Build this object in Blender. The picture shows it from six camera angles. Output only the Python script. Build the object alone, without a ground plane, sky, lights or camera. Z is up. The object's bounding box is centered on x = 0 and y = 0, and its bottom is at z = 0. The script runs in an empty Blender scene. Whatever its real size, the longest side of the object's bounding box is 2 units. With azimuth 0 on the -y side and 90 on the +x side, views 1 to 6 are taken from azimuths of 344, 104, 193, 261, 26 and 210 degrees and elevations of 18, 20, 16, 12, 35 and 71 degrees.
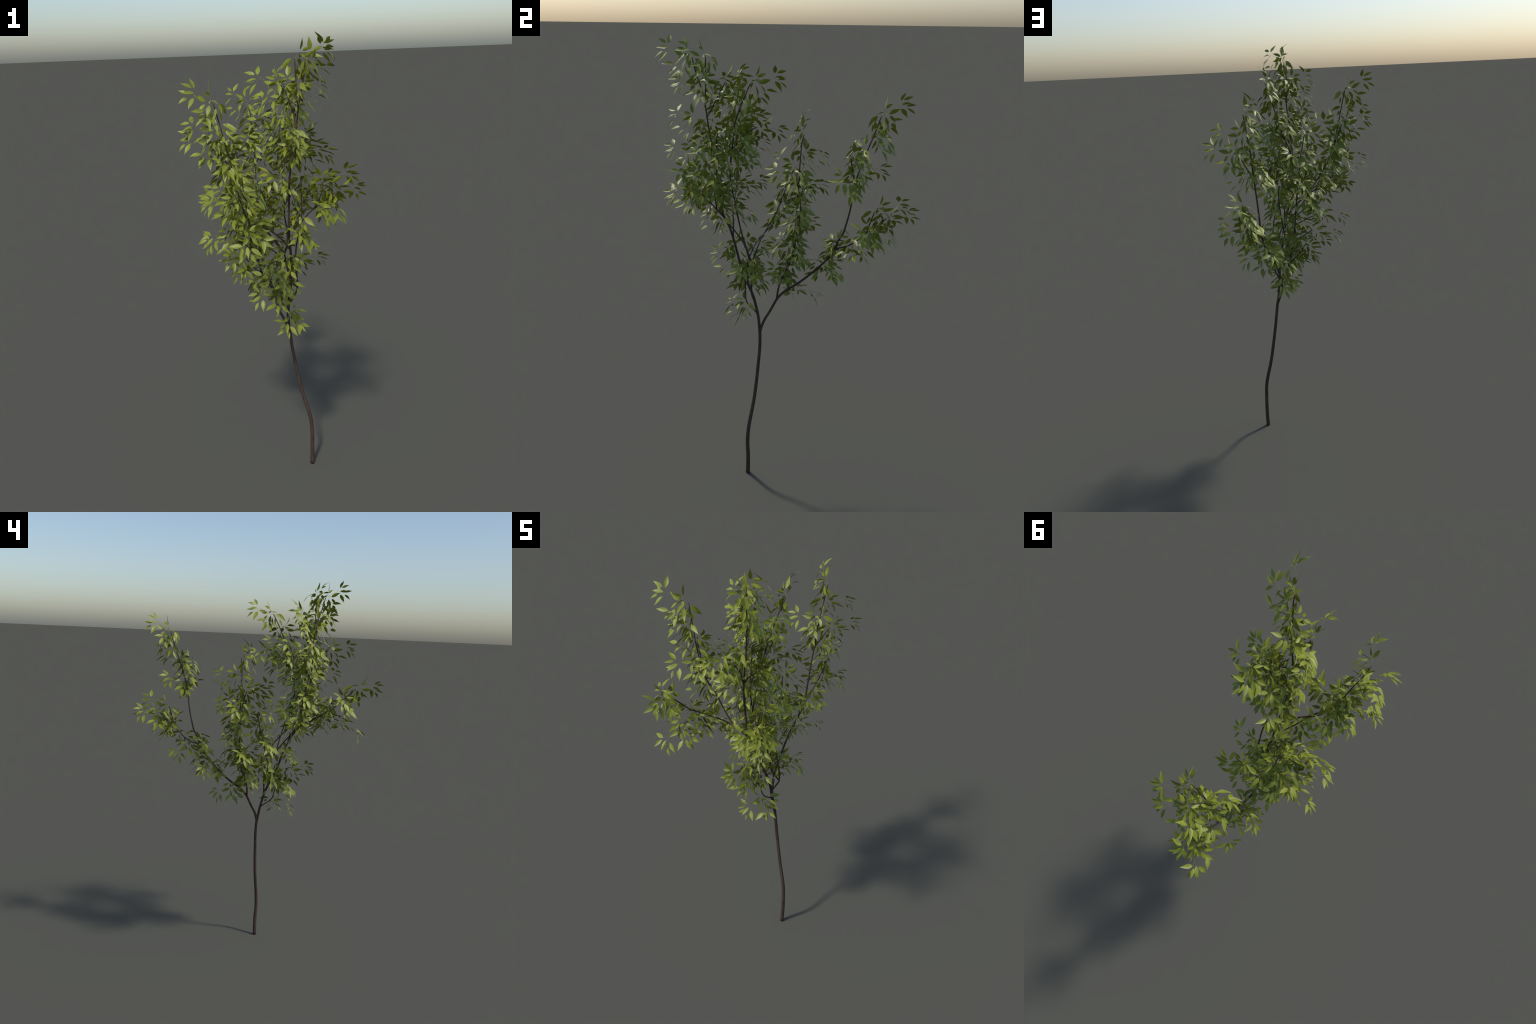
# A young slender tree: thin leaning trunk, forked ascending limbs, and sprays of
# pinnate leaves (the same 24-leaflet spray turned about each twig).
import bpy, bmesh, math, random
from mathutils import Vector, Matrix

random.seed(7)
UP = Vector((0, 0, 1))

# ------------------------------------------------------------------ materials
def node_mat(name):
    m = bpy.data.materials.new(name)
    m.use_nodes = True
    nt = m.node_tree
    nt.nodes.clear()
    out = nt.nodes.new('ShaderNodeOutputMaterial')
    bs = nt.nodes.new('ShaderNodeBsdfPrincipled')
    nt.links.new(bs.outputs[0], out.inputs[0])
    return m, nt, bs

def ramp(nt, stops):
    r = nt.nodes.new('ShaderNodeValToRGB')
    e = r.color_ramp.elements
    e[0].position, e[0].color = stops[0][0], (*stops[0][1], 1)
    e[1].position, e[1].color = stops[-1][0], (*stops[-1][1], 1)
    for p, c in stops[1:-1]:
        x = e.new(p); x.color = (*c, 1)
    return r

def leaf_material():
    m, nt, bs = node_mat('leaf_green')
    geo = nt.nodes.new('ShaderNodeNewGeometry')
    n1 = nt.nodes.new('ShaderNodeTexNoise')          # leaf-to-leaf variation in space
    n1.inputs['Scale'].default_value = 26
    n1.inputs['Detail'].default_value = 2
    nt.links.new(geo.outputs['Position'], n1.inputs['Vector'])
    r = ramp(nt, [(0.30, LEAF_A), (0.52, LEAF_B), (0.72, LEAF_C)])
    nt.links.new(n1.outputs['Fac'], r.inputs['Fac'])
    n2 = nt.nodes.new('ShaderNodeTexNoise')          # fine mottling
    n2.inputs['Scale'].default_value = 420
    nt.links.new(geo.outputs['Position'], n2.inputs['Vector'])
    mr = nt.nodes.new('ShaderNodeMapRange')
    mr.inputs['To Min'].default_value = 0.86
    mr.inputs['To Max'].default_value = 1.12
    nt.links.new(n2.outputs['Fac'], mr.inputs['Value'])
    mul = nt.nodes.new('ShaderNodeMix'); mul.data_type = 'RGBA'; mul.blend_type = 'MULTIPLY'
    mul.inputs['Factor'].default_value = 1
    nt.links.new(r.outputs['Color'], mul.inputs['A'])
    nt.links.new(mr.outputs['Result'], mul.inputs['B'])
    nt.links.new(mul.outputs['Result'], bs.inputs['Base Color'])
    bs.inputs['Roughness'].default_value = 0.49
    bs.inputs['Specular IOR Level'].default_value = 0.48
    return m

def bark_material():
    m, nt, bs = node_mat('bark')
    tc = nt.nodes.new('ShaderNodeTexCoord')
    mp = nt.nodes.new('ShaderNodeMapping')
    mp.inputs['Scale'].default_value = (60, 60, 14)
    nt.links.new(tc.outputs['Object'], mp.inputs['Vector'])
    n = nt.nodes.new('ShaderNodeTexNoise')
    n.inputs['Scale'].default_value = 1.6
    n.inputs['Detail'].default_value = 5
    nt.links.new(mp.outputs['Vector'], n.inputs['Vector'])
    r = ramp(nt, [(0.3, (0.042, 0.027, 0.020)), (0.55, (0.060, 0.039, 0.028)), (0.75, (0.080, 0.053, 0.040))])
    nt.links.new(n.outputs['Fac'], r.inputs['Fac'])
    nt.links.new(r.outputs['Color'], bs.inputs['Base Color'])
    bs.inputs['Roughness'].default_value = 0.60
    bs.inputs['Specular IOR Level'].default_value = 0.3
    b = nt.nodes.new('ShaderNodeBump')
    b.inputs['Strength'].default_value = 0.25
    b.inputs['Distance'].default_value = 0.001
    nt.links.new(n.outputs['Fac'], b.inputs['Height'])
    nt.links.new(b.outputs[0], bs.inputs['Normal'])
    return m

def stalk_material():
    m, nt, bs = node_mat('leaf_stalk_green')
    geo = nt.nodes.new('ShaderNodeNewGeometry')
    n = nt.nodes.new('ShaderNodeTexNoise'); n.inputs['Scale'].default_value = 60
    nt.links.new(geo.outputs['Position'], n.inputs['Vector'])
    r = ramp(nt, [(0.35, (0.16, 0.19, 0.05)), (0.7, (0.24, 0.25, 0.09))])
    nt.links.new(n.outputs['Fac'], r.inputs['Fac'])
    nt.links.new(r.outputs['Color'], bs.inputs['Base Color'])
    bs.inputs['Roughness'].default_value = 0.55
    return m

LEAF_A = (0.145, 0.176, 0.012)
LEAF_B = (0.178, 0.209, 0.015)
LEAF_C = (0.222, 0.246, 0.023)
LEAF, BARK, STALK = leaf_material(), bark_material(), stalk_material()

# ------------------------------------------------------------------ hierarchy
root = bpy.data.objects.new('tree', None)
root.empty_display_size = 0.1
root.location = (0.198, -0.087, 0)
bpy.context.collection.objects.link(root)
root['label'] = 'young slender tree with thin leaning trunk and pinnate green leaves'
root['category'] = 'tree'
ROOT_INV = Matrix.Translation(root.location).inverted()

def add_object(name, mesh, matrix=None, parent=root):
    ob = bpy.data.objects.new(name, mesh)
    bpy.context.collection.objects.link(ob)
    ob.parent = parent
    ob.matrix_parent_inverse = ROOT_INV
    if matrix is not None:
        ob.matrix_basis = matrix
    return ob

# ------------------------------------------------------------------ wood
def catmull(pts, per_len=0.012):
    P = [Vector(p) for p in pts]
    P = [P[0] * 2 - P[1]] + P + [P[-1] * 2 - P[-2]]
    out = []
    for i in range(1, len(P) - 2):
        p0, p1, p2, p3 = P[i - 1:i + 3]
        n = max(2, int((p2 - p1).length / per_len))
        for k in range(n):
            t = k / n
            out.append(0.5 * ((2 * p1) + (p2 - p0) * t + (2 * p0 - 5 * p1 + 4 * p2 - p3) * t * t
                              + (3 * p1 - p0 - 3 * p2 + p3) * t ** 3))
    out.append(P[-2].copy())
    return out

def tube(bm, path, radius, sides=10, cap=True):
    """radius: function of 0..1 along the path"""
    n = len(path)
    ref = Vector((0.31, 0.95, 0.05))
    rings = []
    for i, p in enumerate(path):
        d = (path[min(i + 1, n - 1)] - path[max(i - 1, 0)]).normalized()
        a = d.cross(ref).normalized()
        b = d.cross(a).normalized()
        r = radius(i / (n - 1))
        rings.append([bm.verts.new(p + (a * math.cos(2 * math.pi * k / sides) + b * math.sin(2 * math.pi * k / sides)) * r)
                      for k in range(sides)])
    for r0, r1 in zip(rings[:-1], rings[1:]):
        for k in range(sides):
            bm.faces.new((r0[k], r0[(k + 1) % sides], r1[(k + 1) % sides], r1[k]))
    if cap:
        bm.faces.new(rings[0][::-1])
        bm.faces.new(rings[-1])

def wood(name, pts, r0, r1, sides=10, swell=0.0):
    path = catmull(pts)
    bm = bmesh.new()
    def rad(t):
        return r0 + (r1 - r0) * t + swell * max(0.0, 1 - t * 14) ** 2
    tube(bm, path, rad, sides)
    bmesh.ops.recalc_face_normals(bm, faces=bm.faces)
    me = bpy.data.meshes.new(name)
    bm.to_mesh(me); bm.free()
    for f in me.polygons:
        f.use_smooth = len(f.vertices) == 4
    me.materials.append(BARK)
    return add_object(name, me)

# (kind, control points from base to tip, base radius, tip radius, sprays)
# then the heading and lean of the tip spray (None: along the twig), and the side sprays as (distance below tip, heading, lean), degrees
TIP = 0.0023
TRUNK = [(0.198, -0.087, 0.0), (0.199, -0.086, 0.099), (0.198, -0.089, 0.177), (0.190, -0.084, 0.262),
         (0.155, -0.067, 0.404), (0.126, -0.057, 0.566), (0.115, -0.054, 0.640), (0.107, -0.056, 0.705),
         (0.103, -0.060, 0.735)]
LEADER = [(0.105, -0.058, 0.715), (0.096, -0.068, 0.784), (0.094, -0.085, 0.853), (0.094, -0.097, 0.889),
          (0.092, -0.127, 0.955), (0.086, -0.150, 1.005), (0.080, -0.172, 1.080), (0.070, -0.192, 1.137),
          (0.061, -0.210, 1.180), (0.045, -0.248, 1.243), (0.044, -0.257, 1.320), (0.042, -0.275, 1.439),
          (0.047, -0.285, 1.503), (0.053, -0.291, 1.553), (0.063, -0.301, 1.633), (0.071, -0.311, 1.726),
          (0.077, -0.323, 1.780), (0.082, -0.340, 1.833), (0.083, -0.357, 1.898)]
RIGHT = [(0.109, -0.057, 0.706), (0.089, -0.043, 0.756), (0.069, -0.017, 0.805), (0.063, 0.011, 0.861),
         (0.060, 0.046, 0.902), (0.054, 0.108, 0.948), (0.055, 0.172, 1.008), (0.065, 0.217, 1.058),
         (0.077, 0.256, 1.113), (0.084, 0.282, 1.180), (0.081, 0.296, 1.203), (0.081, 0.318, 1.297),
         (0.085, 0.328, 1.375), (0.088, 0.333, 1.418), (0.088, 0.346, 1.465), (0.087, 0.361, 1.516),
         (0.088, 0.384, 1.581), (0.091, 0.406, 1.644), (0.0935, 0.422, 1.697)]
MIDDLE = [(0.063, 0.009, 0.858), (0.042, 0.014, 0.914), (0.013, 0.030, 0.963), (0.002, 0.052, 1.018),
          (-0.021, 0.067, 1.084), (-0.028, 0.070, 1.172), (-0.046, 0.074, 1.329), (-0.063, 0.075, 1.455),
          (-0.077, 0.077, 1.531), (-0.089, 0.084, 1.583)]
BRANCHES = [
    (LEADER, 0.0068, TIP, (246, 18), [(0.090, 60, 45), (0.260, 95, 45), (0.340, 330, 45), (0.820, 150, 45), (0.960, 120, 45)]),
    (RIGHT, 0.0062, TIP, None, [(0.072, 347, 43), (0.145, 170, 45), (0.244, 85, 45), (0.670, 348, 50), (0.700, 110, 60), (0.874, 65, 75), (0.560, 150, 50)]),
    (MIDDLE, 0.0046, TIP, None, [(0.078, 30, 45), (0.155, 250, 45), (0.240, 112, 45), (0.330, 335, 45), (0.600, 150, 45)]),
    # second limb beside the leader, and what springs from it
    ([(0.094, -0.082, 0.845), (0.119, -0.090, 0.888), (0.136, -0.089, 0.928), (0.132, -0.091, 0.992),
      (0.125, -0.098, 1.044), (0.121, -0.122, 1.120), (0.117, -0.150, 1.160), (0.110, -0.187, 1.200), (0.102, -0.226, 1.240),
      (0.101, -0.262, 1.276), (0.112, -0.290, 1.309), (0.125, -0.306, 1.327), (0.139, -0.329, 1.364), (0.149, -0.343, 1.402),
      (0.155, -0.349, 1.432)], 0.0042, TIP, None, [(0.078, 220, 45), (0.165, 82, 45), (0.250, 205, 50), (0.470, 310, 45), (0.520, 30, 45)]),
    ([(0.100, -0.255, 1.270), (0.094, -0.266, 1.325), (0.093, -0.271, 1.394)], 0.0026, TIP, None, [(0.075, 20, 45)]),
    ([(0.136, -0.089, 0.928), (0.111, -0.095, 0.952), (0.092, -0.100, 0.995), (0.084, -0.104, 1.034),
      (0.062, -0.137, 1.102), (0.040, -0.158, 1.140), (-0.030, -0.205, 1.227), (-0.060, -0.222, 1.280),
      (-0.112, -0.220, 1.358), (-0.160, -0.239, 1.450), (-0.190, -0.245, 1.556), (-0.212, -0.240, 1.656),
      (-0.235, -0.232, 1.754)], 0.0036, TIP, None, [(0.081, 120, 48), (0.142, 330, 45), (0.226, 200, 48), (0.290, 20, 45), (0.345, 120, 45), (0.430, 75, 45), (0.720, 20, 45)]),
    ([(0.062, -0.137, 1.102), (0.070, -0.150, 1.154), (0.066, -0.166, 1.216), (0.051, -0.183, 1.280),
      (0.046, -0.197, 1.326), (0.042, -0.208, 1.380), (0.038, -0.212, 1.427), (0.035, -0.203, 1.531),
      (0.034, -0.193, 1.624)], 0.0032, TIP, None, [(0.078, 320, 45), (0.160, 182, 45), (0.250, 45, 45)]),
    ([(0.037, -0.211, 1.440), (0.048, -0.206, 1.496), (0.080, -0.184, 1.580), (0.092, -0.175, 1.638),
      (0.108, -0.136, 1.732), (0.124, -0.100, 1.805)], 0.0030, TIP, None, [(0.070, 215, 45), (0.150, 80, 45)]),
    ([(0.062, -0.196, 1.528), (0.079, -0.158, 1.572), (0.083, -0.132, 1.602), (0.082, -0.084, 1.628)], 0.0026, TIP, None, [(0.078, 340, 45)]),
    ([(0.046, -0.197, 1.330), (0.066, -0.232, 1.380), (0.097, -0.277, 1.444)], 0.0026, TIP, None, [(0.075, 280, 45)]),
    ([(-0.162, -0.239, 1.452), (-0.183, -0.226, 1.507), (-0.210, -0.207, 1.561), (-0.222, -0.195, 1.597)], 0.0026, TIP, None, [(0.080, 40, 45)]),
    ([(0.084, -0.103, 1.030), (0.081, -0.084, 1.084), (0.040, -0.068, 1.140), (-0.036, -0.041, 1.200),
      (-0.080, -0.023, 1.247), (-0.127, 0.000, 1.325)], 0.0030, TIP, None, [(0.080, 60, 45)]),
    ([(0.076, -0.112, 1.060), (0.040, -0.100, 1.100), (-0.030, -0.068, 1.145), (-0.127, -0.016, 1.200)], 0.0027, TIP, None, []),
    # from the leader
    ([(0.070, -0.192, 1.137), (0.030, -0.202, 1.190), (-0.020, -0.221, 1.235), (-0.051, -0.232, 1.256),
      (-0.083, -0.253, 1.277), (-0.115, -0.274, 1.293), (-0.153, -0.332, 1.336), (-0.162, -0.350, 1.346),
      (-0.197, -0.414, 1.417), (-0.218, -0.461, 1.467)], 0.0040, TIP, None, [(0.072, 118, 45), (0.143, 340, 42), (0.230, 203, 55), (0.380, 20, 50)]),
    ([(-0.135, -0.305, 1.316), (-0.150, -0.350, 1.318), (-0.168, -0.396, 1.304)], 0.0027, TIP, (200, 85), [(0.060, 320, 50)]),
    ([(0.120, -0.301, 1.322), (0.152, -0.318, 1.349), (0.186, -0.330, 1.376), (0.218, -0.341, 1.401)], 0.0026, TIP, None, [(0.075, 245, 50)]),
    ([(0.047, -0.283, 1.495), (0.055, -0.274, 1.515), (0.089, -0.256, 1.544), (0.118, -0.246, 1.575), (0.144, -0.231, 1.605)], 0.0028, TIP, None, [(0.078, 295, 45)]),
    ([(0.045, -0.283, 1.490), (0.046, -0.300, 1.526), (0.053, -0.318, 1.556), (0.045, -0.335, 1.582), (0.012, -0.363, 1.639)], 0.0027, TIP, None, [(0.078, 85, 45)]),
    ([(0.066, -0.304, 1.655), (0.060, -0.270, 1.720), (0.042, -0.228, 1.804)], 0.0026, TIP, None, [(0.067, 115, 45)]),
    ([(0.070, -0.310, 1.715), (0.066, -0.306, 1.800), (0.061, -0.306, 1.901)], 0.0026, TIP, (290, 24), [(0.100, 260, 45)]),
    # low twig on the leader
    ([(0.100, -0.068, 0.782), (0.093, -0.080, 0.800), (0.081, -0.125, 0.837), (0.066, -0.135, 0.872), (0.053, -0.140, 0.909),
      (0.030, -0.160, 0.960), (0.004, -0.184, 1.014)], 0.0032, TIP, None, [(0.074, 152, 50), (0.212, 200, 62)]),
    ([(0.054, -0.140, 0.905), (0.050, -0.134, 0.965), (0.049, -0.130, 1.030)], 0.0026, TIP, None, [(0.075, 10, 45)]),
    # from the right limb
    ([(0.078, 0.258, 1.116), (0.078, 0.278, 1.134), (0.077, 0.312, 1.145), (0.083, 0.349, 1.171), (0.095, 0.381, 1.205),
      (0.098, 0.407, 1.229), (0.099, 0.438, 1.252), (0.104, 0.471, 1.289)], 0.0038, TIP, None, [(0.088, 10, 45), (0.160, 235, 60), (0.218, 85, 85)]),
    ([(0.097, 0.393, 1.218), (0.110, 0.408, 1.268), (0.123, 0.423, 1.317)], 0.0027, TIP, None, [(0.070, 310, 45)]),
    ([(0.088, 0.333, 1.418), (0.120, 0.326, 1.472), (0.159, 0.320, 1.537)], 0.0028, TIP, None, [(0.106, 295, 32)]),
    # from the middle limb
    ([(0.002, 0.050, 1.014), (0.017, 0.075, 1.078), (0.029, 0.087, 1.180), (0.036, 0.101, 1.262), (0.038, 0.102, 1.358)], 0.0030, TIP, None, [(0.080, 250, 45), (0.160, 112, 45), (0.250, 335, 45)]),
    ([(-0.018, 0.066, 1.076), (-0.057, 0.062, 1.105), (-0.089, 0.076, 1.128), (-0.109, 0.092, 1.143)], 0.0028, TIP, None, [(0.070, 280, 50)]),
    ([(0.010, 0.032, 0.970), (-0.032, 0.038, 1.008), (-0.064, 0.041, 1.056)], 0.0028, TIP, None, [(0.070, 300, 45)]),
    ([(-0.044, 0.074, 1.315), (-0.072, 0.064, 1.370), (-0.102, 0.053, 1.431)], 0.0027, TIP, None, [(0.075, 60, 45)]),
]

wood('trunk', TRUNK, 0.0098, 0.0070, 14, 0.0004)
for pts, r0, r1, _, _ in BRANCHES:
    wood('branch', pts, r0, r1)

# ------------------------------------------------------------------ leaves
def leaf_mesh(name, width, arch, fold):
    """unit-length leaflet: base at the origin, along +x, upper side +z; folded on the midrib, tip arching down"""
    bm = bmesh.new()
    rows, cols = 12, (-1.0, -0.55, 0.0, 0.55, 1.0)
    grid = []
    for i in range(rows + 1):
        t = i / rows
        w = 0.5 * width * (math.sin(math.pi * t ** 0.76) ** 1.12) * (1.0 - 0.22 * t ** 2)
        if i in (0, rows):
            w = 0.006
        z = -arch * t * t + 0.35 * arch * t
        grid.append([bm.verts.new((t, c * w, z + fold * abs(c) * w + 0.02 * math.sin(9 * t) * c * abs(c) * width)) for c in cols])
    for a, b in zip(grid[:-1], grid[1:]):
        for k in range(len(cols) - 1):
            bm.faces.new((a[k], b[k], b[k + 1], a[k + 1]))
    bmesh.ops.recalc_face_normals(bm, faces=bm.faces)
    me = bpy.data.meshes.new(name)
    bm.to_mesh(me); bm.free()
    if me.polygons[0].normal.z < 0:
        me.flip_normals()
    for f in me.polygons:
        f.use_smooth = True
    me.materials.append(LEAF)
    return me

LEAF_MESHES = [leaf_mesh('leaf', 0.36, 0.16, 0.22), leaf_mesh('leaf_broad', 0.385, 0.22, 0.18), leaf_mesh('leaf_narrow', 0.335, 0.10, 0.28)]

# One spray, in millimetres; z runs out along the twig, x to the side the twig leans to.
# (base, tip, way the upper side faces)
SPRAY = [
    ((37, 69, 71), (44, 43, 112), (-0.80, 0.45, 0.35)),
    ((41, 78, 75), (66, 97, 101), (-0.60, 0.60, 0.30)),
    ((39, 79, 56), (70, 111, 69), (-0.55, 0.55, 0.60)),
    ((61, 76, 57), (96, 75, 80), (-0.45, 0.60, 0.65)),
    ((45, 83, 40), (67, 119, 13), (-0.45, 0.60, 0.65)),
    ((64, 89, 48), (94, 112, 37), (-0.40, 0.60, 0.68)),
    ((19, 27, 13), (47, 45, 48), (-0.50, 0.75, 0.20)),
    ((-4, 17, 31), (-6, 16, 78), (0.93, 0.37, 0.00)),
    ((-2, 27, 30), (6, 60, 47), (-0.90, 0.35, -0.25)),
    ((-2, 27, 13), (-28, 40, -5), (-0.30, 0.30, 1.00)),
    ((-1, 22, 14), (3, 66, 8), (0.60, 0.00, 0.95)),
    ((-21, 3, -9), (-33, -26, -55), (-0.75, 0.65, 0.05)),
    ((-17, 6, -37), (-16, 3, -72), (-0.75, 0.65, 0.15)),
    ((-27, 40, -10), (-33, 58, -44), (-0.80, 0.40, 0.55)),
    ((-8, 14, -20), (5, 34, -50), (0.20, 0.90, 0.65)),
    ((22, 38, 6), (48, 61, -14), (-0.20, 0.80, 0.65)),
    ((24, 81, -14), (57, 113, 2), (-0.45, 0.75, 0.60)),
    ((10, 23, -3), (28, 51, -38), (0.00, 0.75, 0.75)),
    ((34, 62, -22), (44, 100, -46), (-0.50, 0.50, 0.75)),
    ((40, 43, -36), (72, 77, -54), (-0.35, 0.70, 0.75)),
    ((18, 12, -34), (3, 34, -74), (-0.60, 0.60, 0.65)),
    ((10, 10, -15), (33, -5, -47), (0.30, 0.80, 0.35)),
    ((30, 45, -42), (22, 75, -80), (-0.40, 0.70, 0.75)),
    ((30, 20, -25), (42, 10, -64), (0.20, 0.90, 0.35)),
]
# stalks of one spray: polylines from the twig, each forking to the leaflets listed
STALKS = [
    ([(0, 0, 0), (8, 22, 18), (26, 55, 42), (38, 72, 54)], [2, 4]),
    ([(26, 55, 42), (33, 64, 60), (38, 71, 69)], [0, 1]),
    ([(38, 72, 54), (52, 80, 53)], [3, 5]),
    ([(0, 0, 0), (-2, 10, 14), (-3, 18, 26)], [7, 8, 9, 10, 6]),
    ([(0, 0, 0), (-6, 12, -4), (-14, 14, -12)], [11, 12, 13, 14]),
    ([(0, 0, 0), (8, 18, 2), (22, 44, -6), (32, 60, -18)], [15, 16, 17, 18]),
    ([(0, 0, 0), (8, 8, -12), (22, 22, -28), (32, 38, -38)], [19, 20, 21, 22, 23]),
]

def spray_frame(direction, turn=0.0):
    d = Vector(direction).normalized()
    ph = math.atan2(d.y, d.x)
    th = math.acos(max(-1, min(1, d.z)))
    return (Matrix.Rotation(ph, 3, 'Z') @ Matrix.Rotation(th, 3, 'Y') @ Matrix.Rotation(turn, 3, 'Z'))

leaf_list = []          # (mesh index, 4x4 matrix)
stalk_bm = bmesh.new()

def put_spray(origin, direction, scale=1.0):
    R = spray_frame(direction, math.radians(-5))
    def w(p):
        return origin + R @ (Vector(p) * 0.001 * scale)
    for i, (b, t, n) in enumerate(SPRAY):
        j = Vector((random.gauss(0, 1.2), random.gauss(0, 1.2), random.gauss(0, 1.2)))
        B, T = w(Vector(b)), w(Vector(t) + j * 1.5)
        x = T - B
        L = x.length * 1.05
        x.normalize()
        z = (R @ Vector(n))
        z = (z - x * z.dot(x)).normalized()
        y = z.cross(x)
        roll = Matrix.Rotation(math.radians(random.gauss(0, 6)), 3, x)
        y, z = roll @ y, roll @ z
        M = Matrix((x * L, y * L, z * L)).transposed().to_4x4()
        M.translation = B
        leaf_list.append((random.choice((0, 0, 1, 2)), M))
    for line, ids in STALKS:
        path = [w(p) for p in line]
        tube(stalk_bm, path, lambda t: 0.00042 - 0.00012 * t, 4, False)
        for k in ids:
            tube(stalk_bm, [path[-1], (path[-1] + w(SPRAY[k][0])) / 2 + Vector((0, 0, 0.0008)), w(SPRAY[k][0])], lambda t: 0.00024, 3, False)

def heading(az, lean):
    a, t = math.radians(az), math.radians(lean)
    return Vector((math.sin(t) * math.cos(a), math.sin(t) * math.sin(a), math.cos(t)))

for pts, r0, r1, end, side in BRANCHES:
    path = catmull(pts)
    tip = path[-1]
    k = len(path) - 1
    while k > 0 and (path[k] - tip).length < 0.04:      # direction over the last 4 cm
        k -= 1
    put_spray(tip, heading(*end) if end else tip - path[k])
    for dist, az, lean in side:
        k, acc = len(path) - 1, 0.0
        while k > 1 and acc < dist:
            acc += (path[k] - path[k - 1]).length
            k -= 1
        put_spray(path[k], heading(az, lean))

me = bpy.data.meshes.new('leaf_stalks')
stalk_bm.to_mesh(me); stalk_bm.free()
for f in me.polygons:
    f.use_smooth = True
me.materials.append(STALK)
ob = add_object('leaf_stalks', me)
ob['kind'] = 'stuff'

# 300 leaves are objects of their own (spread over the whole crown), the rest one mesh
order = list(range(len(leaf_list)))
random.shuffle(order)
single = set(order[:300])
bm = bmesh.new()
for i, (v, M) in enumerate(leaf_list):
    if i in single:
        add_object('leaf', LEAF_MESHES[v], M)
    else:
        n0 = len(bm.verts)
        bm.from_mesh(LEAF_MESHES[v])
        bm.verts.ensure_lookup_table()
        for vert in bm.verts[n0:]:
            vert.co = M @ vert.co
me = bpy.data.meshes.new('foliage')
bm.to_mesh(me); bm.free()
for f in me.polygons:
    f.use_smooth = True
me.materials.clear()
me.materials.append(LEAF)
ob = add_object('foliage', me)
ob['kind'] = 'stuff'
print('leaves', len(leaf_list))
